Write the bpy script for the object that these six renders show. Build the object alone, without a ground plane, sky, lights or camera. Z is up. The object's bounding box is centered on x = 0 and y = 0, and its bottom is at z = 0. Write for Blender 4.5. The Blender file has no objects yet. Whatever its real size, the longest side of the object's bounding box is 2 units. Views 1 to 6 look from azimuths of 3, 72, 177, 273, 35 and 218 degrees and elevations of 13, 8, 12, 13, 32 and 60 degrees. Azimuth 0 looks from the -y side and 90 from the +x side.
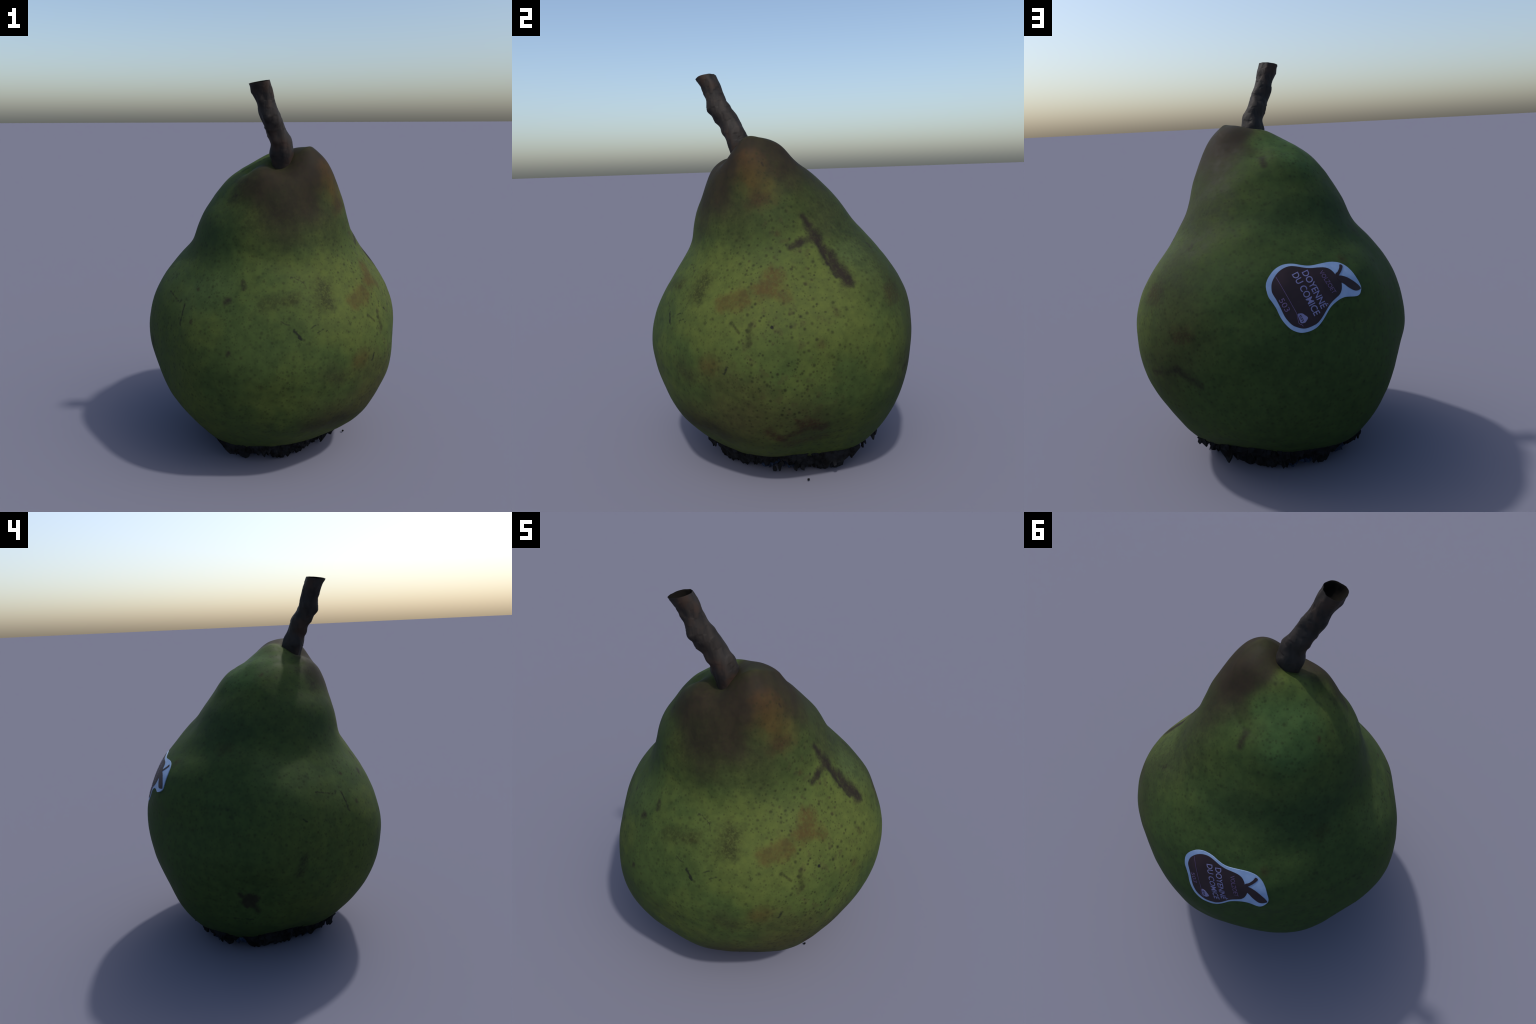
"""A green pear with a dark woody stalk, a russeted neck, a little shop sticker
and a ragged dark crust where it rests on the ground."""
import bpy, math, random
import numpy as np
from mathutils import Vector, noise

random.seed(7)
rng = np.random.default_rng(7)

# ------------------------------------------------------------------ body form
# The flesh is a loft of cross-sections around a core point: each station runs from
# the crown (first row) to the underside (last row) and holds the mean radius and the
# cosine / sine weights of its 1..7-lobed deviation from a circle.
CORE = np.array([0.01, -0.06, 0.95])
STATIONS = np.array([
    (0.695, 0.038, -0.103, 0.044, -0.025, 0.016, -0.007, -0.000, -0.007, -0.002, 0.000, 0.000, 0.001, 0.000, -0.000),
    (0.670, 0.054, -0.059, 0.051, -0.034, 0.015, -0.014, -0.001, -0.010, -0.001, -0.001, -0.001, 0.000, 0.002, 0.002),
    (0.655, 0.039, -0.036, 0.019, -0.025, 0.004, -0.012, -0.003, -0.008, -0.008, 0.003, 0.002, 0.007, 0.007, -0.000),
    (0.630, 0.036, -0.048, 0.007, -0.023, 0.002, -0.012, -0.005, -0.008, -0.007, -0.002, -0.001, 0.002, -0.002, 0.001),
    (0.563, 0.019, -0.013, 0.013, 0.000, 0.002, -0.000, 0.005, -0.002, 0.001, -0.003, 0.003, -0.000, 0.000, 0.001),
    (0.530, 0.002, 0.004, 0.010, 0.008, 0.002, -0.004, -0.005, -0.003, -0.001, -0.004, 0.002, -0.001, 0.001, -0.002),
    (0.499, -0.002, 0.021, 0.008, 0.010, -0.002, -0.000, -0.002, -0.002, -0.001, -0.002, 0.001, -0.000, 0.000, -0.001),
    (0.491, 0.002, 0.047, 0.001, 0.010, -0.002, -0.003, -0.002, 0.001, 0.002, 0.001, 0.002, 0.003, -0.002, -0.001),
    (0.516, 0.000, 0.065, 0.000, 0.010, -0.006, 0.006, 0.001, -0.002, -0.005, -0.001, 0.000, -0.003, 0.002, 0.000),
    (0.569, -0.005, 0.082, -0.001, 0.011, -0.002, 0.007, -0.005, 0.005, -0.009, -0.006, 0.002, -0.002, -0.008, -0.003),
    (0.630, -0.006, 0.083, 0.009, 0.012, -0.004, 0.009, -0.003, 0.004, -0.009, -0.005, 0.003, 0.003, -0.003, 0.002),
    (0.693, 0.004, 0.068, 0.012, 0.023, -0.004, 0.001, 0.005, 0.002, -0.011, 0.007, 0.001, -0.001, -0.001, -0.004),
    (0.758, -0.007, 0.061, 0.006, 0.010, -0.002, 0.009, 0.002, -0.003, -0.013, 0.003, -0.000, 0.000, -0.007, -0.001),
    (0.814, 0.001, 0.059, -0.000, 0.016, 0.009, 0.001, -0.006, -0.001, 0.001, 0.002, -0.003, 0.005, -0.003, -0.009),
    (0.876, -0.009, 0.052, -0.007, 0.006, -0.004, 0.000, -0.008, -0.008, 0.002, 0.002, 0.001, -0.003, -0.002, -0.001),
    (0.918, -0.025, 0.061, 0.000, -0.005, 0.005, 0.010, -0.013, -0.002, -0.010, -0.006, -0.001, -0.006, -0.007, -0.004),
    (0.945, -0.021, 0.026, -0.000, 0.003, 0.006, 0.003, -0.002, -0.005, 0.005, 0.009, -0.010, -0.001, 0.001, -0.001),
    (0.921, 0.008, -0.007, 0.001, 0.005, -0.001, 0.008, 0.001, -0.000, 0.002, 0.010, -0.001, 0.002, 0.002, 0.003),
    (0.907, 0.014, -0.014, 0.002, 0.005, -0.003, 0.009, 0.000, 0.001, 0.001, 0.008, 0.001, 0.002, 0.001, 0.002)
])
CROWN_CROWDING = 0.92      # stations sit closer together near the crown
POLE_TAPER = 0.3           # lobes fade out at the poles
LOBES = 7
FURROWS = [
    ((.050, -.205, 1.59), (.050, -.205, 1.59), .085, .004),     # seat of the stalk
    ((.000, -.215, 1.58), (-.110, -.205, 1.55), .036, .012),    # crease running off it
]


def pear_radius(d):
    """distance from CORE to the skin along the unit directions d (N,3)"""
    last = len(STATIONS) - 1
    polar = np.arccos(np.clip(d[:, 2], -1, 1))
    turn = np.arctan2(d[:, 1], d[:, 0])
    x = (polar / np.pi) ** CROWN_CROWDING * last
    i = np.clip(np.floor(x).astype(int), 0, last - 1)
    t = x - i
    blend = [(1 - t) ** 3 / 6, (3 * t ** 3 - 6 * t * t + 4) / 6,
             (-3 * t ** 3 + 3 * t * t + 3 * t + 1) / 6, t ** 3 / 6]
    row = np.zeros((len(d), STATIONS.shape[1]))
    for k in range(4):
        j = np.abs(i + k - 1)
        j = np.where(j > last, 2 * last - j, j)
        row += blend[k][:, None] * STATIONS[j]
    r = row[:, 0].copy()
    fade = np.minimum(1, np.sin(polar) / POLE_TAPER)
    for m in range(1, LOBES + 1):
        r += fade ** min(m, 2) * (row[:, 2 * m - 1] * np.cos(m * turn) + row[:, 2 * m] * np.sin(m * turn))
    # furrows pressed into the crown: (from, to, width, depth)
    p = CORE + d * r[:, None]
    for a, b, width, depth in FURROWS:
        a, b = np.array(a), np.array(b)
        h = np.clip(((p - a) @ (b - a)) / max((b - a) @ (b - a), 1e-9), 0, 1)
        gap = np.linalg.norm(p - a - h[:, None] * (b - a), axis=1)
        r -= depth * np.exp(-(gap / width) ** 2)
    return r


def skin_gap(p):
    q = p - CORE
    l = np.linalg.norm(q, axis=1)
    return l - pear_radius(q / l[:, None])


def skin_normal(p, h=2e-3):
    g = np.stack([skin_gap(p + h * e) - skin_gap(p - h * e) for e in np.eye(3)], 1)
    return g / np.linalg.norm(g, axis=1)[:, None]


# ------------------------------------------------------------------ helpers
def mesh_object(name, verts, faces, parent=None, smooth=True, material=None):
    me = bpy.data.meshes.new(name)
    me.from_pydata([tuple(map(float, v)) for v in verts], [], faces)
    me.update()
    if smooth:
        me.polygons.foreach_set("use_smooth", [True] * len(me.polygons))
    ob = bpy.data.objects.new(name, me)
    bpy.context.scene.collection.objects.link(ob)
    if parent:
        ob.parent = parent
    if material:
        me.materials.append(material)
    return ob


def closed_curve(points, count):
    """closed Catmull-Rom curve through control points, resampled evenly"""
    p = np.array(points, float)
    n = len(p)
    out = []
    for i in range(n):
        a, b, c, d = p[i - 1], p[i], p[(i + 1) % n], p[(i + 2) % n]
        for t in np.linspace(0, 1, 12, endpoint=False):
            out.append(.5 * (2 * b + (c - a) * t + (2 * a - 5 * b + 4 * c - d) * t * t + (3 * b - a - 3 * c + d) * t ** 3))
    out = np.array(out)
    seg = np.linalg.norm(np.roll(out, -1, 0) - out, axis=1)
    s = np.concatenate([[0], np.cumsum(seg)])
    ring = np.vstack([out, out[:1]])
    u = np.linspace(0, s[-1], count, endpoint=False)
    return np.stack([np.interp(u, s, ring[:, 0]), np.interp(u, s, ring[:, 1])], 1)


class Nodes:
    def __init__(self, tree):
        self.t = tree

    def new(self, kind, **values):
        n = self.t.nodes.new(kind)
        for k, v in values.items():
            setattr(n, k, v)
        return n

    def put(self, socket, value):
        if isinstance(value, bpy.types.NodeSocket):
            self.t.links.new(value, socket)
        else:
            socket.default_value = value

    def math(self, op, a, b=0.0, clamp=False):
        n = self.new("ShaderNodeMath", operation=op, use_clamp=clamp)
        self.put(n.inputs[0], a)
        self.put(n.inputs[1], b)
        return n.outputs[0]

    def vec(self, op, a, b=None, scale=None):
        n = self.new("ShaderNodeVectorMath", operation=op)
        self.put(n.inputs[0], a)
        if b is not None:
            self.put(n.inputs[1], b)
        if scale is not None:
            self.put(n.inputs["Scale"], scale)
        return n.outputs["Value"] if op in ("DOT_PRODUCT", "LENGTH", "DISTANCE") else n.outputs["Vector"]

    def ramp(self, x, lo, hi, to_lo=0.0, to_hi=1.0, smooth=True):
        n = self.new("ShaderNodeMapRange", interpolation_type="SMOOTHSTEP" if smooth else "LINEAR")
        for k, v in zip(range(5), (x, lo, hi, to_lo, to_hi)):
            self.put(n.inputs[k], v)
        return n.outputs[0]

    def noise(self, p, scale, detail=3.0, rough=.55, out="Fac"):
        n = self.new("ShaderNodeTexNoise")
        self.put(n.inputs["Vector"], p)
        n.inputs["Scale"].default_value = scale
        n.inputs["Detail"].default_value = detail
        n.inputs["Roughness"].default_value = rough
        return n.outputs[out]

    def mix(self, fac, a, b, mode="MIX"):
        n = self.new("ShaderNodeMix", data_type="RGBA", blend_type=mode)
        self.put(n.inputs[0], fac)
        for s, v in ((n.inputs[6], a), (n.inputs[7], b)):
            self.put(s, v if isinstance(v, bpy.types.NodeSocket) else (*v, 1.0))
        return n.outputs[2]


def material(name, roughness=.6, specular=.3):
    m = bpy.data.materials.new(name)
    m.use_nodes = True
    bsdf = m.node_tree.nodes["Principled BSDF"]
    bsdf.inputs["Roughness"].default_value = roughness
    bsdf.inputs["Specular IOR Level"].default_value = specular
    return m, Nodes(m.node_tree), bsdf


def mark_group():
    """mask of a soft capsule from A to B"""
    g = bpy.data.node_groups.new("soft_mark", "ShaderNodeTree")
    for nm, kind in (("P", "NodeSocketVector"), ("A", "NodeSocketVector"), ("B", "NodeSocketVector"),
                     ("Radius", "NodeSocketFloat"), ("Soft", "NodeSocketFloat")):
        g.interface.new_socket(nm, in_out="INPUT", socket_type=kind)
    g.interface.new_socket("Mask", in_out="OUTPUT", socket_type="NodeSocketFloat")
    n = Nodes(g)
    i = n.new("NodeGroupInput").outputs
    o = n.new("NodeGroupOutput").inputs
    pa = n.vec("SUBTRACT", i["P"], i["A"])
    ba = n.vec("SUBTRACT", i["B"], i["A"])
    h = n.math("DIVIDE", n.vec("DOT_PRODUCT", pa, ba), n.math("MAXIMUM", n.vec("DOT_PRODUCT", ba, ba), 1e-6), clamp=True)
    d = n.vec("LENGTH", n.vec("SUBTRACT", pa, n.vec("SCALE", ba, scale=h)))
    lo = n.math("MAXIMUM", n.math("SUBTRACT", i["Radius"], i["Soft"]), 0.0)
    hi = n.math("ADD", i["Radius"], i["Soft"])
    n.put(o["Mask"], n.ramp(d, lo, hi, 1.0, 0.0))
    return g


# ------------------------------------------------------------------ skin colour
GREEN = (.037, .0585, .0160)
YELLOW = (0.068, 0.085, 0.019)
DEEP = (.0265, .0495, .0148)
TEAL = (.0195, .0375, .0148)
BROWN = (.0205, .0153, .0102)
UMBER = (0.015, 0.0118, 0.0092)
ORANGE = (0.054, 0.029, 0.0115)
OCHRE = (0.054, 0.038, 0.0115)
RUST = (0.028, 0.0155, 0.0088)
BLACK = (0.008, 0.008, 0.008)
SCAB = (.0115, .0095, .0085)
OLIVE = (0.021, 0.023, 0.008)
FRESH = (.038, .080, .025)
KHAKI = (.042, .039, .0155)
DUSK = (.0225, .0275, .0130)
OLIVINE = (.027, .0335, .0115)
LIGHT = (0.056, 0.088, 0.032)

# broad regions: (from, to, radius, softness, colour, strength, speckle)
REGIONS = [
    # broad darker green over the back
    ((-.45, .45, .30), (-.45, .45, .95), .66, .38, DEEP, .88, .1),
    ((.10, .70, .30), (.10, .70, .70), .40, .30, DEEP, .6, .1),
    # ripe cheek
    ((.58, -.30, .95), (.62, .05, .98), .22, .20, YELLOW, .8, .1),
    ((.30, -.58, .98), (.45, -.50, .92), .16, .16, YELLOW, .6, .1),
    ((-.40, -.44, .98), (-.30, -.50, 1.0), .10, .10, LIGHT, .35, .1),
    ((-.55, -.10, 1.02), (-.50, -.20, 1.04), .10, .10, LIGHT, .35, .1),
    ((.53, .22, 1.10), (.53, .22, 1.12), .07, .07, LIGHT, .45, .1),
    # dark neck band
    ((-.28, -.33, 1.24), (-.36, .10, 1.22), .10, .12, TEAL, .65, .1),
    ((-.30, .25, 1.26), (-.05, .38, 1.26), .09, .09, TEAL, .45, .1),
    # green crown at the back of the stalk
    ((-.10, .02, 1.54), (-.14, .06, 1.48), .12, .08, FRESH, .75, .1),
    # darker olive waist of the neck, front and right
    ((.02, -.44, 1.24), (.30, -.34, 1.28), .10, .09, OLIVINE, .50, .3),
    ((.36, -.24, 1.31), (.36, .05, 1.30), .10, .09, OLIVINE, .55, .3),
    ((.20, -.34, 1.42), (.28, -.30, 1.33), .10, .08, OLIVINE, .75, .3),
    # russet cap hugging the stalk: front, right and back right, running down the front
    ((.02, -.33, 1.52), (.20, -.24, 1.56), .13, .10, BROWN, .93, .1),
    ((.20, -.24, 1.52), (.21, .00, 1.56), .14, .09, BROWN, .93, .1),
    ((.11, -.12, 1.66), (.20, -.02, 1.60), .085, .05, BROWN, .93, .1),
    ((.17, .03, 1.56), (.23, .09, 1.44), .08, .09, BROWN, .75, .3),
    ((.26, .08, 1.42), (.33, .10, 1.25), .07, .10, BROWN, .35, .4),
    ((-.04, -.36, 1.43), (.16, -.36, 1.43), .10, .09, BROWN, .90, .1),
    ((.00, -.40, 1.34), (.12, -.40, 1.33), .075, .085, BROWN, .75, .2),
    ((.06, -.41, 1.34), (.05, -.42, 1.28), .06, .08, UMBER, .45, .2),
    ((.21, -.33, 1.44), (.24, -.33, 1.36), .06, .06, BROWN, .60, .2),
    ((-.13, -.29, 1.49), (-.02, -.30, 1.55), .075, .06, BROWN, .80, .3),
    ((-.16, -.33, 1.42), (-.10, -.40, 1.28), .06, .07, OLIVE, .55, .5),
    ((.28, -.22, 1.58), (.315, -.215, 1.44), .030, .05, ORANGE, .70, .15),
    ((.31, -.20, 1.47), (.335, -.18, 1.39), .075, .05, OCHRE, .70, .2),
    ((.335, -.24, 1.37), (.345, -.17, 1.36), .030, .04, RUST, .70, .3),
    ((.31, -.08, 1.52), (.35, -.04, 1.43), .06, .06, BROWN, .85, .2),
    # dull brown flush and bruises low on the ripe cheek
    ((.30, -.55, .36), (.50, -.40, .36), .12, .12, KHAKI, .75, .2),
    ((.52, -.36, .42), (.60, -.10, .42), .13, .12, KHAKI, .65, .3),
    ((.46, -.48, .62), (.58, -.30, .60), .06, .08, KHAKI, .55, .4),
    ((.30, -.60, .62), (.36, -.57, .60), .040, .05, BROWN, .60, .4),
    ((.458, -.507, .647), (.50, -.47, .64), .028, .035, OCHRE, .65, .3),
    ((.25, -.55, .30), (.38, -.48, .28), .06, .08, BROWN, .55, .4),
    ((.30, .20, 1.36), (.46, .36, 1.00), .14, .13, DUSK, .75, .4),  # neck flank darkened here to carry the scan's baked shading
    # duller, browner flush on the back right flank
    ((.50, .40, .62), (.42, .50, .80), .12, .14, KHAKI, .55, .4),
]
# blemishes: same columns, edges are broken up by finer noise
BLEMISHES = [
    # ripe cheek: rusty rub marks, olive smears
    ((.485, -.20, 1.04), (.500, -.245, .99), .048, .030, OCHRE, .85, .5),
    ((.500, -.25, .995), (.551, -.176, .966), .030, .026, OCHRE, .75, .5),
    ((.420, -.425, .932), (.475, -.345, .955), .046, .024, OCHRE, .75, .3),
    ((.114, -.541, .982), (.114, -.541, .975), .028, .032, OLIVE, .8, .6),
    ((.117, -.545, .974), (-.023, -.579, .957), .026, .035, OLIVE, .65, .6),
    ((.262, -.47, 1.01), (.275, -.50, .95), .050, .036, OLIVE, .85, .6),
    ((-.198, -.545, .961), (-.205, -.540, .956), .018, .014, UMBER, .95, .3),
    ((-.125, -.510, 1.045), (-.118, -.525, 1.022), .010, .012, UMBER, .8, .4),
    ((-.189, -.659, .734), (-.189, -.659, .734), .013, .010, UMBER, .9, .2),
    ((.123, -.611, .842), (.152, -.619, .803), .007, .004, BLACK, .9, .1),
    ((.06, -.606, .882), (.098, -.607, .866), .003, .004, UMBER, .7, .2),
    ((-.428, -.431, .908), (-.447, -.473, .813), .006, .005, UMBER, .9, .3),
    ((-.526, -.300, .935), (-.461, -.398, .910), .004, .004, UMBER, .9, .3),
    ((-.290, -.499, .964), (-.290, -.499, .964), .007, .006, UMBER, .8, .2),
    ((-.359, -.434, .985), (-.359, -.434, .985), .009, .008, RUST, .8, .3),
    ((-.322, -.611, .703), (-.325, -.614, .675), .003, .004, BLACK, .8, .1),
    ((-.330, -.617, .623), (-.330, -.617, .623), .005, .004, BLACK, .6, .1),
    ((-.382, -.511, .848), (-.382, -.511, .84), .007, .006, RUST, .8, .3),
    ((.202, -.589, .844), (.224, -.575, .857), .002, .004, BLACK, .7, .2),
    ((.238, -.585, .826), (.260, -.571, .839), .002, .004, BLACK, .7, .2),
    ((.276, -.569, .829), (.280, -.567, .831), .002, .004, BLACK, .7, .2),
    ((.103, -.488, 1.070), (.107, -.488, 1.070), .006, .005, UMBER, .8, .2),
    ((.12, -.487, 1.067), (.150, -.486, 1.051), .0015, .004, UMBER, .8, .1),
    ((.150, -.486, 1.051), (.182, -.50, 1.014), .002, .004, UMBER, .8, .1),
    ((-.034, -.676, .58), (-.030, -.676, .57), .010, .012, OLIVE, .6, .3),
    # long limb scar: a slim upper graze running into a broad leaf-shaped one, and a side branch
    ((.400, -.018, 1.299), (.412, .004, 1.262), .011, .013, UMBER, .90, .1),
    ((.410, .004, 1.264), (.441, .029, 1.203), .026, .020, UMBER, .88, .35),
    ((.436, .022, 1.212), (.473, .049, 1.150), .020, .017, UMBER, .88, .35),
    ((.457, .028, 1.176), (.514, .053, 1.086), .011, .009, SCAB, .95, .2),
    ((.514, .053, 1.086), (.557, .081, 1.030), .006, .006, SCAB, .95, .2),
    ((.478, .055, 1.142), (.510, .082, 1.090), .027, .023, UMBER, .88, .35),
    ((.506, .086, 1.094), (.548, .108, 1.044), .038, .025, UMBER, .88, .35),
    ((.536, .102, 1.058), (.570, .122, 1.015), .034, .022, UMBER, .88, .35),
    ((.560, .118, 1.028), (.583, .130, .998), .021, .016, UMBER, .88, .35),
    ((.449, -.099, 1.166), (.448, -.048, 1.184), .017, .012, UMBER, .90, .2),
    ((.448, -.055, 1.184), (.444, .005, 1.198), .019, .016, UMBER, .80, .3),
    ((.413, -.140, 1.225), (.410, -.152, 1.222), .008, .010, RUST, .60, .3),
    ((.404, -.168, 1.231), (.402, -.178, 1.228), .005, .006, UMBER, .60, .3),
    ((.313, -.179, 1.548), (.316, -.175, 1.542), .006, .006, UMBER, .80, .1),
    ((.596, -.249, .844), (.596, -.249, .840), .007, .003, BLACK, .95, 0.),
    ((.524, -.437, .671), (.515, -.451, .636), .004, .004, BLACK, .9, .1),
    ((.497, -.405, .855), (.536, -.380, .817), .006, .007, OLIVE, .8, .4),
    ((.552, -.336, .845), (.574, -.345, .765), .009, .010, OLIVE, .8, .5),
    ((.566, .331, .945), (.57, .329, .92), .03, .03, RUST, .5, .5),
    ((.678, -.049, .764), (.678, -.049, .764), .018, .02, RUST, .6, .4),
    ((.642, .031, .892), (.642, .031, .88), .012, .015, RUST, .4, .4),
    # rust near the foot
    ((.563, -.268, .355), (.552, -.205, .305), .022, .022, RUST, .85, .5),
    ((.552, -.211, .307), (.60, -.131, .340), .016, .020, RUST, .75, .5),
    ((.624, -.131, .400), (.612, -.032, .356), .028, .024, RUST, .85, .5),
    ((.531, -.155, .255), (.553, .002, .253), .035, .035, RUST, .6, .6),
    # shaded side: star-shaped bruise, small scabs
    ((-.618, .044, .413), (-.605, .06, .395), .036, .012, UMBER, .9, .1),
    ((-.621, .09, .42), (-.625, .10, .436), .013, .012, UMBER, .9, .1),
    ((-.589, .015, .343), (-.60, .03, .37), .014, .013, UMBER, .8, .2),
    ((-.647, .125, .850), (-.647, .125, .850), .010, .009, BLACK, .7, .4),
    ((-.648, -.232, .647), (-.640, -.20, .56), .015, .025, UMBER, .6, .7),
    ((-.422, .136, 1.151), (-.411, .167, 1.149), .025, .03, OLIVE, .6, .5),
    ((-.559, .138, .288), (-.563, .044, .289), .003, .005, BLACK, .7, .2),
    ((-.619, -.230, .833), (-.617, -.249, .812), .002, .004, BLACK, .8, .1),
    ((-.232, -.045, 1.508), (-.235, -.04, 1.50), .010, .010, RUST, .7, .3),
    ((.024, .130, 1.522), (.012, .178, 1.482), .015, .016, UMBER, .85, .2),
    ((-.179, -.305, 1.439), (-.17, -.305, 1.43), .010, .010, UMBER, .8, .3),
    ((.452, .521, .779), (.40, .55, .79), .030, .030, RUST, .7, .6),
    ((.536, .373, .952), (.53, .38, .93), .035, .04, RUST, .5, .6),
    ((.582, .400, .575), (.46, .516, .615), .012, .02, UMBER, .7, .4),
    ((.46, .516, .615), (.358, .568, .56), .018, .02, UMBER, .7, .4),
    ((.368, .332, 1.14), (.375, .33, 1.13), .014, .014, UMBER, .7, .6),
    ((-.305, .432, 1.066), (-.30, .43, 1.06), .02, .02, RUST, .6, .6),
    ((-.502, .291, 1.008), (-.502, .291, 1.008), .009, .008, BLACK, .6, .4),
    ((-.629, .144, .890), (-.629, .144, .890), .008, .008, BLACK, .6, .4),
]


def seat(p):
    """the point of the skin nearest (seen from the core) to p"""
    q = np.array(p) - CORE
    q /= np.linalg.norm(q)
    return tuple(CORE + q * pear_radius(q[None])[0])


def skin_material():
    m, n, bsdf = material("pear_skin", .68, .09)
    obj = n.new("ShaderNodeTexCoord").outputs["Object"]
    marks = mark_group()
    centred = lambda s, d, amp: n.vec("SCALE", n.vec("SUBTRACT", n.noise(obj, s, d, out="Color"), (.5, .5, .5)), scale=amp)
    wobble_big = n.vec("ADD", obj, centred(5.0, 3.0, .22))
    wobble_small = n.vec("ADD", n.vec("ADD", obj, centred(38.0, 4.0, .022)), centred(9.0, 2.0, .02))
    wobble_mid = n.vec("ADD", n.vec("ADD", obj, centred(14.0, 4.0, .085)), centred(45.0, 3.0, .02))
    speck = n.ramp(n.noise(obj, 75.0, 3.0, .65), .36, .60)

    cloud = n.noise(obj, 3.2, 4.0, .6)
    col = n.mix(n.ramp(cloud, .42, .62), GREEN, (.054, .074, .0175))
    col = n.mix(n.math("MULTIPLY", n.ramp(n.noise(obj, 6.5, 3.0), .50, .72), .35), col, DEEP)

    def paint(col, table, coords):
        for a, b, r, s, c, amount, grain in table:
            g = n.new("ShaderNodeGroup")
            g.node_tree = marks
            # a vanishing dependence on the colour so far keeps the masks in sequence
            # (evaluated side by side they would overflow the shader stack)
            step = n.vec("MULTIPLY_ADD", col, (1e-7, 1e-7, 1e-7))
            n.put(step.node.inputs[2], wobble_mid if coords is wobble_small and r >= .025 else coords)
            for k, v in (("P", step), ("A", seat(a)), ("B", seat(b)), ("Radius", r), ("Soft", s)):
                n.put(g.inputs[k], v)
            f = n.math("MULTIPLY", g.outputs[0], amount)
            if grain:
                f = n.math("MULTIPLY", f, n.ramp(speck, 0, 1, 1 - grain, 1.0, smooth=False))
            col = n.mix(f, col, c)
        return col

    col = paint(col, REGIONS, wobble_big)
    # lenticels: a dot in most cells, of varying size, strongest on the ripe cheek
    def dots(scale, lo, hi, share):
        v = n.new("ShaderNodeTexVoronoi", feature="F1")
        n.put(v.inputs["Vector"], n.vec("ADD", obj, centred(60.0, 2.0, .006)))
        v.inputs["Scale"].default_value = scale
        pick = n.new("ShaderNodeSeparateColor")
        n.put(pick.inputs[0], v.outputs["Color"])
        size = n.ramp(pick.outputs[0], 0, 1, lo, hi, smooth=False)
        return n.math("MULTIPLY", n.ramp(v.outputs["Distance"], n.math("MULTIPLY", size, .12), size, 1.0, 0.0),
                      n.ramp(pick.outputs[1], 0.0, share, 1.0, .0))
    cheek = n.new("ShaderNodeGroup")
    cheek.node_tree = marks
    for k, v in (("P", wobble_big), ("A", (.62, -.20, .45)), ("B", (.50, -.15, 1.15)), ("Radius", .22), ("Soft", .22)):
        n.put(cheek.inputs[k], v)
    cheek = cheek.outputs[0]
    lent = n.math("MULTIPLY", dots(40.0, .22, .54, 2.2), n.ramp(cheek, 0, 1, .55, .95))
    fine = n.math("MULTIPLY", dots(66.0, .20, .52, 1.5), n.ramp(cheek, 0, 1, .48, .68))
    lent = n.math("MAXIMUM", lent, fine)
    col = n.mix(lent, col, (.0165, .0185, .0075))
    freckle = n.math("MULTIPLY", n.ramp(n.noise(obj, 24.0, 2.0, .5), .56, .70), n.ramp(cheek, 0, 1, .0, .45))
    col = n.mix(freckle, col, KHAKI)
    col = paint(col, BLEMISHES, wobble_small)
    # faint mottling of the wax
    mott = n.noise(obj, 22.0, 5.0, .65)
    col = n.mix(.5, col, n.mix(n.ramp(mott, .3, .7), (.62, .64, .66), (1.32, 1.30, 1.24)), "MULTIPLY")
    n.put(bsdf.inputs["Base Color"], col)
    n.put(bsdf.inputs["Roughness"], n.ramp(mott, .3, .7, .62, .76))
    height = n.math("SUBTRACT", n.math("MULTIPLY", n.noise(obj, 40.0, 4.0), .5), n.math("MULTIPLY", lent, .25))
    bump = n.new("ShaderNodeBump")
    bump.inputs["Strength"].default_value = .22
    bump.inputs["Distance"].default_value = .006
    n.put(bump.inputs["Height"], height)
    n.put(bsdf.inputs["Normal"], bump.outputs[0])
    return m


def stalk_material():
    m, n, bsdf = material("woody_stalk", .66, .22)
    obj = n.new("ShaderNodeTexCoord").outputs["Object"]
    stretch = n.vec("MULTIPLY", obj, (1.0, 1.0, .35))
    f = n.noise(stretch, 26.0, 5.0, .65)
    col = n.mix(n.ramp(f, .3, .7), (.0105, .0092, .0085), (.023, .0185, .0155))
    col = n.mix(n.math("MULTIPLY", n.ramp(n.noise(obj, 9.0, 3.0), .50, .68), .7), col, (.036, .021, .014))
    n.put(bsdf.inputs["Base Color"], col)
    bump = n.new("ShaderNodeBump")
    bump.inputs["Strength"].default_value = .4
    bump.inputs["Distance"].default_value = .006
    n.put(bump.inputs["Height"], f)
    n.put(bsdf.inputs["Normal"], bump.outputs[0])
    return m


def plain_material(name, a, b, scale, rough=.6, specular=.3):
    m, n, bsdf = material(name, rough, specular)
    obj = n.new("ShaderNodeTexCoord").outputs["Object"]
    n.put(bsdf.inputs["Base Color"], n.mix(n.ramp(n.noise(obj, scale, 4.0), .35, .65), a, b))
    return m


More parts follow.
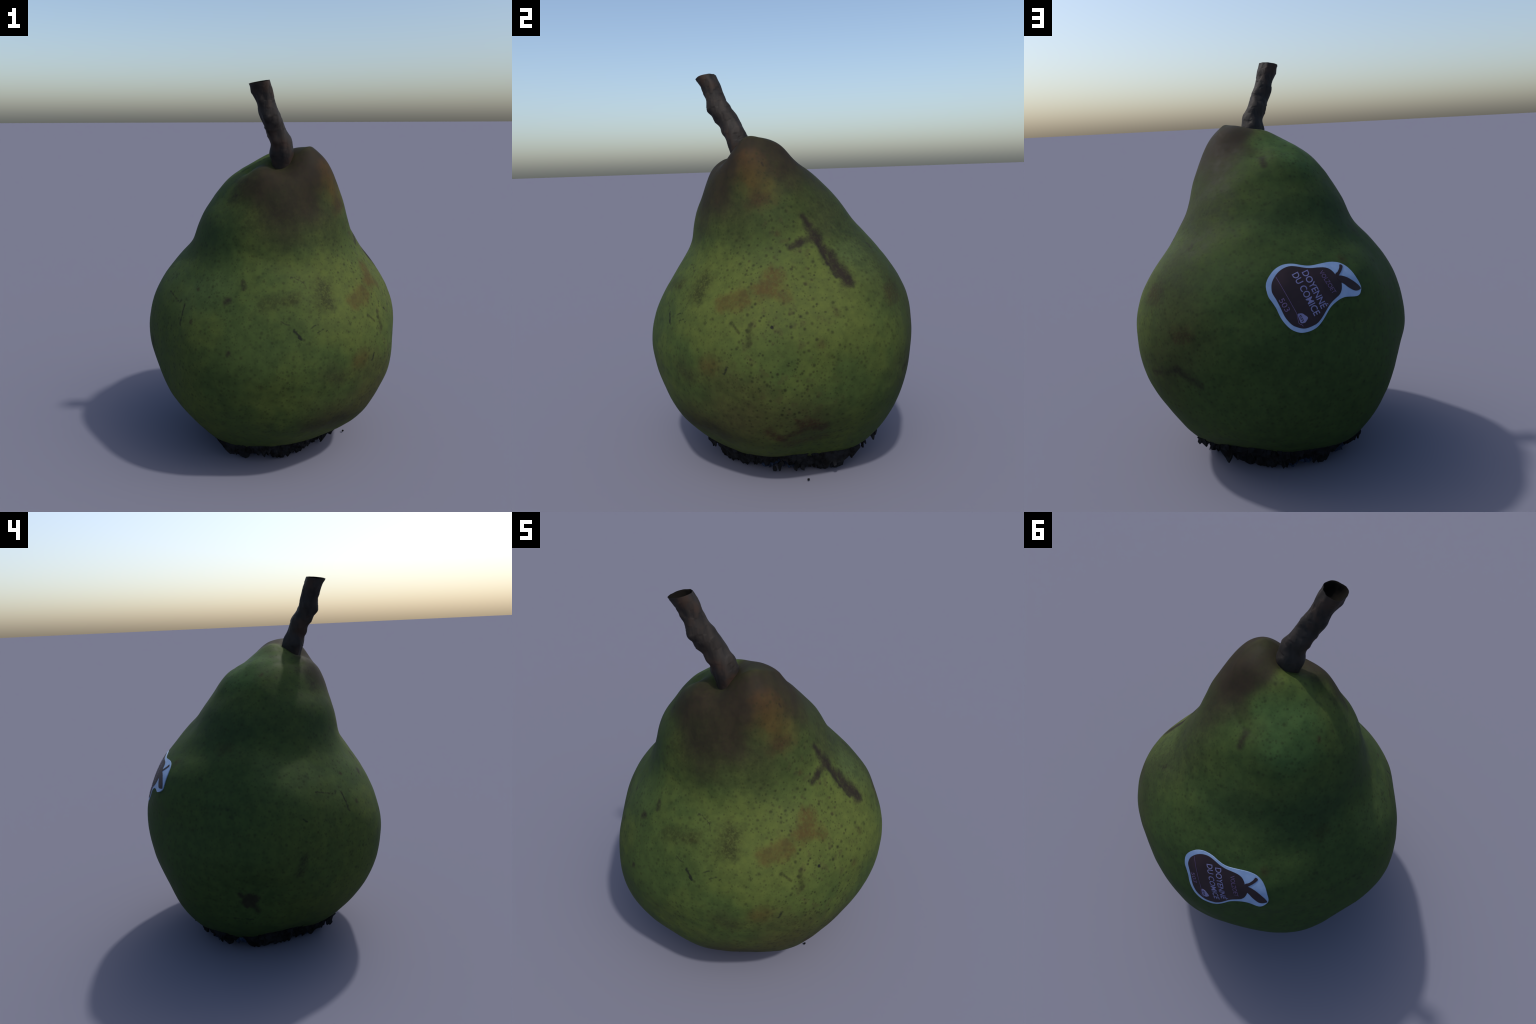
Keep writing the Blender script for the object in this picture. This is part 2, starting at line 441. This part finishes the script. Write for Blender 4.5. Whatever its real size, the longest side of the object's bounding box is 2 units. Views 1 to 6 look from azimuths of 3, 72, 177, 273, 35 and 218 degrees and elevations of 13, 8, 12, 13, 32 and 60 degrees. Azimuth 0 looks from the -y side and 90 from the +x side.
SKIN = skin_material()
STALK = stalk_material()
PIT = plain_material("stalk_pith", (.0035, .0030, .0026), (.0062, .0054, .0044), 20, .9, .05)
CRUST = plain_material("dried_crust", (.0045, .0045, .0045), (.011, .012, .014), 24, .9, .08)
FILM = plain_material("dried_film", (.008, .014, .030), (.020, .034, .070), 18, .8, .15)
PAPER = plain_material("sticker_paper", (.165, .255, .43), (.22, .315, .49), 14, .45, .4)
INK = plain_material("sticker_ink", (.018, .0105, .0145), (.025, .014, .019), 10, .55, .2)
LETTER = plain_material("sticker_letters", (.13, .125, .27), (.17, .165, .32), 30, .45, .4)
MAUVE = plain_material("sticker_mauve", (.085, .05, .135), (.12, .075, .17), 30, .45, .4)

# ------------------------------------------------------------------ build
pear = bpy.data.objects.new("pear", None)
bpy.context.scene.collection.objects.link(pear)
pear["label"] = "squat green pear with russet neck, dark stalk and sticker"
pear["category"] = "pear"


def build_body():
    rings, around = 300, 420
    polar = np.linspace(0, np.pi, rings + 1)[1:-1]
    turn = np.linspace(0, 2 * np.pi, around, endpoint=False)
    P, T = np.meshgrid(polar, turn, indexing="ij")
    d = np.stack([np.sin(P) * np.cos(T), np.sin(P) * np.sin(T), np.cos(P)], -1).reshape(-1, 3)
    d = np.vstack([d, [[0, 0, 1.]], [[0, 0, -1.]]])
    r = pear_radius(d)
    v = CORE + d * r[:, None]
    # gentle hand-grown unevenness
    lump = np.array([.0040 * noise.noise(Vector(p) * 5.0) + .0016 * noise.noise(Vector(p) * 14.0) for p in v])
    v = v + d * lump[:, None]
    v[:, 2] = np.maximum(v[:, 2], .012)
    n = rings - 1
    faces = [(i * around + j, (i + 1) * around + j, (i + 1) * around + (j + 1) % around, i * around + (j + 1) % around)
             for i in range(n - 1) for j in range(around)]
    top, bottom = n * around, n * around + 1
    faces += [(top, j, (j + 1) % around) for j in range(around)]
    o = (n - 1) * around
    faces += [(bottom, o + (j + 1) % around, o + j) for j in range(around)]
    return mesh_object("body", v, faces, pear, True, SKIN)


# centre line of the stalk and its girth: x, y, height, radius
STALK_LINE = np.array([
    (.074, -.174, 1.50, .066), (.067, -.188, 1.56, .065), (.060, -.203, 1.61, .0605), (.053, -.218, 1.66, .0615),
    (.044, -.236, 1.71, .053), (.023, -.253, 1.76, .0525), (.005, -.286, 1.81, .050), (-.016, -.304, 1.86, .0525),
    (-.029, -.316, 1.91, .048), (-.041, -.328, 1.95, .051), (-.057, -.343, 1.988, .054)])


def through(points, heights):
    """smooth curve through the rows of points (third column is the height)"""
    z = points[:, 2]
    slope = np.gradient(points, z, axis=0)
    i = np.clip(np.searchsorted(z, heights) - 1, 0, len(z) - 2)
    h = (z[i + 1] - z[i])[:, None]
    t = (heights[:, None] - z[i][:, None]) / h
    return ((2 * t ** 3 - 3 * t * t + 1) * points[i] + (t ** 3 - 2 * t * t + t) * h * slope[i]
            + (3 * t * t - 2 * t ** 3) * points[i + 1] + (t ** 3 - t * t) * h * slope[i + 1])


def build_stalk():
    z = np.linspace(1.51, 1.988, 170)
    line = through(STALK_LINE, z)
    p, r = line[:, :3], line[:, 3]
    soft = through(STALK_LINE[::2], z)[:, :3]
    tang = np.gradient(soft, axis=0)
    tang /= np.linalg.norm(tang, axis=1)[:, None]
    # the cut end lies flatter than a square cut would
    cut = np.array([-.17, -.13, 1.0])
    s = np.clip((z - 1.86) / .11, 0, 1)[:, None]
    s = s * s * (3 - 2 * s)
    section = tang * (1 - s) + cut / np.linalg.norm(cut) * s
    section /= np.linalg.norm(section, axis=1)[:, None]
    around = 80
    # knots on the side away from the sun: (height, bearing, reach, size)
    knots = [(1.84, 250, .010, .022), (1.795, 235, .011, .020), (1.735, 250, .007, .022), (1.91, 240, .006, .020),
             (1.66, 200, .006, .025), (1.70, 20, .006, .025), (1.815, 60, .005, .022), (1.955, 200, .006, .016)]
    verts = []
    for i in range(len(z)):
        x = np.cross([0, 1, 0], section[i]); x /= np.linalg.norm(x)
        y = np.cross(section[i], x)
        for j in range(around):
            a = 2 * math.pi * j / around
            u = math.cos(a) * x + math.sin(a) * y
            q = Vector(p[i] + u * r[i])
            k = noise.noise(Vector((q.x * 15, q.y * 15, q.z * 11))) * .0060
            k += noise.noise(Vector((q.x * 40 + 5, q.y * 40, q.z * 9))) * .0035      # lengthwise ribs
            k += noise.cell(Vector((q.x * 55 + 2, q.y * 55 + 9, q.z * 30))) * .0012     # bark facets
            for kz, kb, reach, size in knots:
                c = np.array([math.cos(math.radians(kb)), math.sin(math.radians(kb))])
                d2 = (z[i] - kz) ** 2 + .0025 * 2 * (1 - (u[:2] / (np.linalg.norm(u[:2]) + 1e-9)) @ c)
                k += reach * math.exp(-d2 / size ** 2)
            verts.append(p[i] + u * (r[i] + k - .003))
    rows = len(z)
    faces = [(i * around + j, i * around + (j + 1) % around, (i + 1) * around + (j + 1) % around, (i + 1) * around + j)
             for i in range(rows - 1) for j in range(around)]
    stalk = mesh_object("stem", verts, faces, pear, True, STALK)
    # hollow cut end: thin rim turning into a dark cup
    rim = np.array(verts[-around:])
    cup = list(rim)
    c = rim.mean(0)
    depth = ((.95, .000), (.88, .006), (.82, .020), (.66, .036), (.35, .044))
    for s, dz in depth:
        cup += list(c + (rim - c) * s - tang[-1] * dz)
    f = [(i * around + j, i * around + (j + 1) % around, (i + 1) * around + (j + 1) % around, (i + 1) * around + j)
         for i in range(len(depth)) for j in range(around)]
    cup.append(c - tang[-1] * .046)
    o = len(depth) * around
    f += [(o + j, o + (j + 1) % around, len(cup) - 1) for j in range(around)]
    mesh_object("stem_hollow", cup, f, stalk, True, PIT)
    return stalk


# ------------------------------------------------------------------ sticker
S_CENTRE = np.array([-0.1202, 0.5921, 0.9479])
S_OUT = np.array([-0.1228, 0.901, 0.4161])
S_X = np.array([-0.4287, 0.3299, -0.841])
S_Y = np.array([-0.895, -0.2816, 0.3458])
EDGE = [(-0.111, -0.129), (-0.131, -0.115), (-0.148, -0.091), (-0.162, -0.058), (-0.165, -0.024), (-0.158, 0.005), (-0.145, 0.030), (-0.127, 0.053), (-0.112, 0.075), (-0.101, 0.100), (-0.092, 0.136), (-0.083, 0.172), (-0.072, 0.200), (-0.056, 0.224), (-0.029, 0.244), (0.005, 0.255), (0.037, 0.258), (0.065, 0.259), (0.085, 0.255), (0.098, 0.243), (0.106, 0.226), (0.106, 0.207), (0.097, 0.183), (0.088, 0.160), (0.085, 0.135), (0.087, 0.110), (0.093, 0.083), (0.103, 0.061), (0.118, 0.036), (0.132, 0.009), (0.141, -0.018), (0.142, -0.046), (0.137, -0.071), (0.129, -0.091), (0.114, -0.109), (0.093, -0.124), (0.066, -0.133), (0.040, -0.137), (0.017, -0.137), (-0.011, -0.135), (-0.041, -0.137), (-0.066, -0.140), (-0.086, -0.137)]
PRINT = [(-0.114, -0.099), (-0.133, -0.074), (-0.145, -0.045), (-0.148, -0.015), (-0.142, 0.012), (-0.127, 0.036), (-0.109, 0.059), (-0.093, 0.086), (-0.081, 0.116), (-0.068, 0.143), (-0.052, 0.160), (-0.033, 0.168), (-0.016, 0.171), (-0.003, 0.181), (0.018, 0.179), (0.041, 0.168), (0.056, 0.156), (0.067, 0.139), (0.072, 0.119), (0.079, 0.091), (0.090, 0.066), (0.105, 0.040), (0.118, 0.016), (0.127, -0.011), (0.127, -0.035), (0.124, -0.058), (0.117, -0.076), (0.101, -0.095), (0.083, -0.109), (0.063, -0.116), (0.042, -0.120), (0.021, -0.120), (-0.009, -0.118), (-0.043, -0.117), (-0.070, -0.118), (-0.087, -0.115)]
STALK_MARK = [(-0.020, 0.172), (-0.025, 0.189), (-0.037, 0.207), (-0.049, 0.218), (-0.038, 0.227), (-0.023, 0.211), (-0.013, 0.194), (-0.007, 0.179)]
LEAF_MARK = [(-0.008, 0.172), (-0.003, 0.190), (0.014, 0.211), (0.036, 0.228), (0.063, 0.244), (0.085, 0.251), (0.089, 0.243), (0.088, 0.227), (0.080, 0.212), (0.059, 0.196), (0.038, 0.185), (0.021, 0.174), (0.004, 0.167)]


def on_skin(xy, lift):
    """wrap flat sticker coordinates on the pear, lift metres above the skin"""
    xy = np.asarray(xy, float)
    p = S_CENTRE + xy[:, :1] * S_X + xy[:, 1:2] * S_Y + S_OUT * .12
    lo, hi = np.zeros(len(p)), np.full(len(p), .35)
    for _ in range(40):
        mid = (lo + hi) / 2
        g = skin_gap(p - S_OUT * mid[:, None]) > 0
        lo, hi = np.where(g, mid, lo), np.where(g, hi, mid)
    q = p - S_OUT * lo[:, None]
    # one corner beside the printed leaf has come unstuck
    curl = .008 * np.exp(-((xy[:, 0] - .112) ** 2 + (xy[:, 1] - .215) ** 2) / .03 ** 2)
    return q + skin_normal(q) * (lift + curl)[:, None]


def wrapped_patch(name, outline, lift, sink, mat, parent, count=180, rings=14, core=None):
    ring = closed_curve(outline, count)
    core = ring.mean(0) if core is None else np.array(core)
    flat = np.vstack([core + (ring - core) * s for s in np.linspace(1, 1 / rings, rings)] + [core[None]])
    top = on_skin(flat, lift)
    wall = on_skin(core + (ring - core) * 1.004, sink)
    verts = np.vstack([top, wall])
    f = [(i * count + j, i * count + (j + 1) % count, (i + 1) * count + (j + 1) % count, (i + 1) * count + j)
         for i in range(rings - 1) for j in range(count)]
    o, c, w = (rings - 1) * count, rings * count, rings * count + 1
    f += [(o + j, o + (j + 1) % count, c) for j in range(count)]
    f += [(w + j, w + (j + 1) % count, (j + 1) % count, j) for j in range(count)]
    ob = mesh_object(name, verts, f, parent, True, mat)
    ob.data.set_sharp_from_angle(angle=math.radians(40))
    return ob


def wrapped_text(name, text, start, end, height, bold, mat, parent, lift):
    cu = bpy.data.curves.new(name, "FONT")
    cu.body = text
    cu.size = 1.0
    cu.offset = bold
    cu.resolution_u = 4
    tmp = bpy.data.objects.new(name, cu)
    bpy.context.scene.collection.objects.link(tmp)
    bpy.context.view_layer.update()
    me = bpy.data.meshes.new_from_object(tmp.evaluated_get(bpy.context.evaluated_depsgraph_get()))
    bpy.data.objects.remove(tmp)
    v = np.array([tuple(q.co) for q in me.vertices])
    faces = [tuple(p.vertices) for p in me.polygons]
    bpy.data.meshes.remove(me)
    start, end = np.array(start), np.array(end)
    along = (end - start) / np.linalg.norm(end - start)
    up = np.array([-along[1], along[0]])
    caps = .70
    u = (v[:, 0] - v[:, 0].min()) / np.ptp(v[:, 0]) * np.linalg.norm(end - start)
    w = v[:, 1] / caps * height
    ob = mesh_object(name, on_skin(start + u[:, None] * along + w[:, None] * up, lift), faces, parent, False, mat)
    return ob


def wrapped_line(name, points, width, mat, parent, lift):
    p = np.array(points)
    dense = np.vstack([p[i] + (p[i + 1] - p[i]) * np.linspace(0, 1, 16)[:, None] for i in range(len(p) - 1)])
    t = np.gradient(dense, axis=0)
    t /= np.linalg.norm(t, axis=1)[:, None] + 1e-9
    s = np.stack([-t[:, 1], t[:, 0]], 1) * width / 2
    verts = on_skin(np.vstack([dense + s, dense - s]), lift)
    k = len(dense)
    return mesh_object(name, verts, [(i + k, i + 1 + k, i + 1, i) for i in range(k - 1)], parent, False, mat)


def build_sticker():
    st = wrapped_patch("sticker", EDGE, .0028, -.004, PAPER, pear, 220, 20, (.0, .06))
    ink = wrapped_patch("sticker_print", PRINT, .0038, .002, INK, st, 180, 16, (.0, .02))
    wrapped_patch("sticker_stalk_print", STALK_MARK, .0044, .002, INK, st, 60, 6)
    wrapped_patch("sticker_leaf_print", LEAF_MARK, .0044, .002, INK, st, 80, 8)
    wrapped_text("lettering", "DOYENN\u00c9", (-.094, .038), (.083, .034), .030, .010, LETTER, ink, .0050)
    wrapped_text("lettering", "DU COMICE", (-.106, -.005), (.095, -.008), .030, .010, LETTER, ink, .0050)
    wrapped_text("lettering", "VOLZOET", (-.060, .107), (.051, .111), .021, .0, MAUVE, ink, .0050)
    wrapped_text("lettering", "503", (-.037, -.110), (.023, -.109), .024, .0, MAUVE, ink, .0050)
    wrapped_line("rule_line", [(-.131, -.070), (.049, -.070), (.088, -.082), (.097, -.078), (.099, -.074), (.109, -.071)],
                 .0022, MAUVE, ink, .0050)
    badge = [(.053, -.066), (.056, -.055), (.061, -.048), (.070, -.043), (.087, -.036), (.097, -.050), (.099, -.057), (.096, -.069), (.091, -.074), (.080, -.073), (.059, -.070)]
    b = wrapped_patch("badge", badge, .0050, .003, LETTER, ink, 60, 5)
    wrapped_text("lettering", "cn", (.062, -.066), (.090, -.068), .015, .01, INK, b, .0058)


# ------------------------------------------------------------------ crust at the foot
def ring_on_skin(a, z):
    """radius of the skin about the z axis at angle a and height z"""
    e = np.array([math.cos(a), math.sin(a), 0])
    s = np.linspace(.75, .1, 66)
    p = e[None] * s[:, None] + [0, 0, z]
    inside = np.nonzero(skin_gap(p) < 0)[0]
    return s[inside[0]] if len(inside) else .2


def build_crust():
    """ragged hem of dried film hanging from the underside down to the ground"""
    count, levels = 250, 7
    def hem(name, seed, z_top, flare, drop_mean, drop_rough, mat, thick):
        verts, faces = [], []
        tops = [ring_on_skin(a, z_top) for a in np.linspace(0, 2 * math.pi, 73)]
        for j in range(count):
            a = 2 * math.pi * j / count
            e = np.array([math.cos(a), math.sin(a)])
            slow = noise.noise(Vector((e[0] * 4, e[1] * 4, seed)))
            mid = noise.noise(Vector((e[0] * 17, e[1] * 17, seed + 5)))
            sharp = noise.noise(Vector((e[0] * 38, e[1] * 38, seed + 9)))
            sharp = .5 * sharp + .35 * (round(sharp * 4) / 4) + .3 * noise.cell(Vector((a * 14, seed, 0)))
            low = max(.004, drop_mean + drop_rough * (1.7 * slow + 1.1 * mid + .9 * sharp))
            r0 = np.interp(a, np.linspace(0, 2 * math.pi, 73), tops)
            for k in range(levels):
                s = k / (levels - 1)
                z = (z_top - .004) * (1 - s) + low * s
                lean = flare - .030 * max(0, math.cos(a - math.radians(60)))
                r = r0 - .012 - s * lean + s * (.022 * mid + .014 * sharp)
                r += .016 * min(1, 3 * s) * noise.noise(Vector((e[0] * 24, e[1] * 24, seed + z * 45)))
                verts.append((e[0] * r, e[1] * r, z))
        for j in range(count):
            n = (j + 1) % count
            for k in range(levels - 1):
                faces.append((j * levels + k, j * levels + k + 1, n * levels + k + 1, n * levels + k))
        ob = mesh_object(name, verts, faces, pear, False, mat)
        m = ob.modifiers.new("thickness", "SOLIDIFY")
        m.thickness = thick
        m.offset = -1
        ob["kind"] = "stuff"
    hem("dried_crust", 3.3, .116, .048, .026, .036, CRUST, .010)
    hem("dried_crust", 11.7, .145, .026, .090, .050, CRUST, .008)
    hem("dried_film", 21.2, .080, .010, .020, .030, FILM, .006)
    # brittle chips clinging to the hem
    verts, faces = [], []
    for i in range(275):
        far = i >= 215                          # a clump standing proud on the far right
        a = rng.uniform(.65, 1.55) if far else rng.uniform(0, 2 * math.pi)
        z = rng.uniform(.10, .175) if far else rng.uniform(.02, .135)
        r = max(ring_on_skin(a, max(z, .06)) - .012, .34) + (rng.uniform(.0, .028) if far else rng.uniform(-.05, .004))
        e = np.array([math.cos(a), math.sin(a), 0])
        side = np.array([-e[1], e[0], 0])
        down = np.array([0, 0, -1]) + e * rng.uniform(-.2, .7) + side * rng.uniform(-.5, .5)
        down /= np.linalg.norm(down)
        out = np.cross(side, down)
        w, l, th = rng.uniform(.007, .018), rng.uniform(.010, .030), .0035
        if far:
            w, l = w * 1.4, l * 1.3
        k = 6
        o = len(verts)
        for h in (-th, th):
            for j in range(k):
                t = 2 * math.pi * j / k
                q = e * r + [0, 0, z] + side * math.cos(t) * w * rng.uniform(.6, 1.3) + down * math.sin(t) * l * rng.uniform(.6, 1.2) + out * h
                q[2] = max(q[2], .006)
                verts.append(q)
        faces += [(o + j, o + (j + 1) % k, o + k + (j + 1) % k, o + k + j) for j in range(k)]
        faces += [tuple(o + j for j in range(k))[::-1], tuple(o + k + j for j in range(k))]
    mesh_object("crust_chips", verts, faces, pear, False, CRUST)["kind"] = "stuff"
    # one loose crumb beside the fruit
    v = [(.422 + .006 * math.cos(t) * rng.uniform(.6, 1.3), -.028 + .006 * math.sin(t) * rng.uniform(.6, 1.3), z)
         for z in (.004, .011) for t in np.linspace(0, 2 * math.pi, 5, endpoint=False)]
    mesh_object("crumb", v, [(i, (i + 1) % 5, 5 + (i + 1) % 5, 5 + i) for i in range(5)] + [(4, 3, 2, 1, 0), (5, 6, 7, 8, 9)],
                pear, False, CRUST)["kind"] = "stuff"


body = build_body()
build_stalk()
build_sticker()
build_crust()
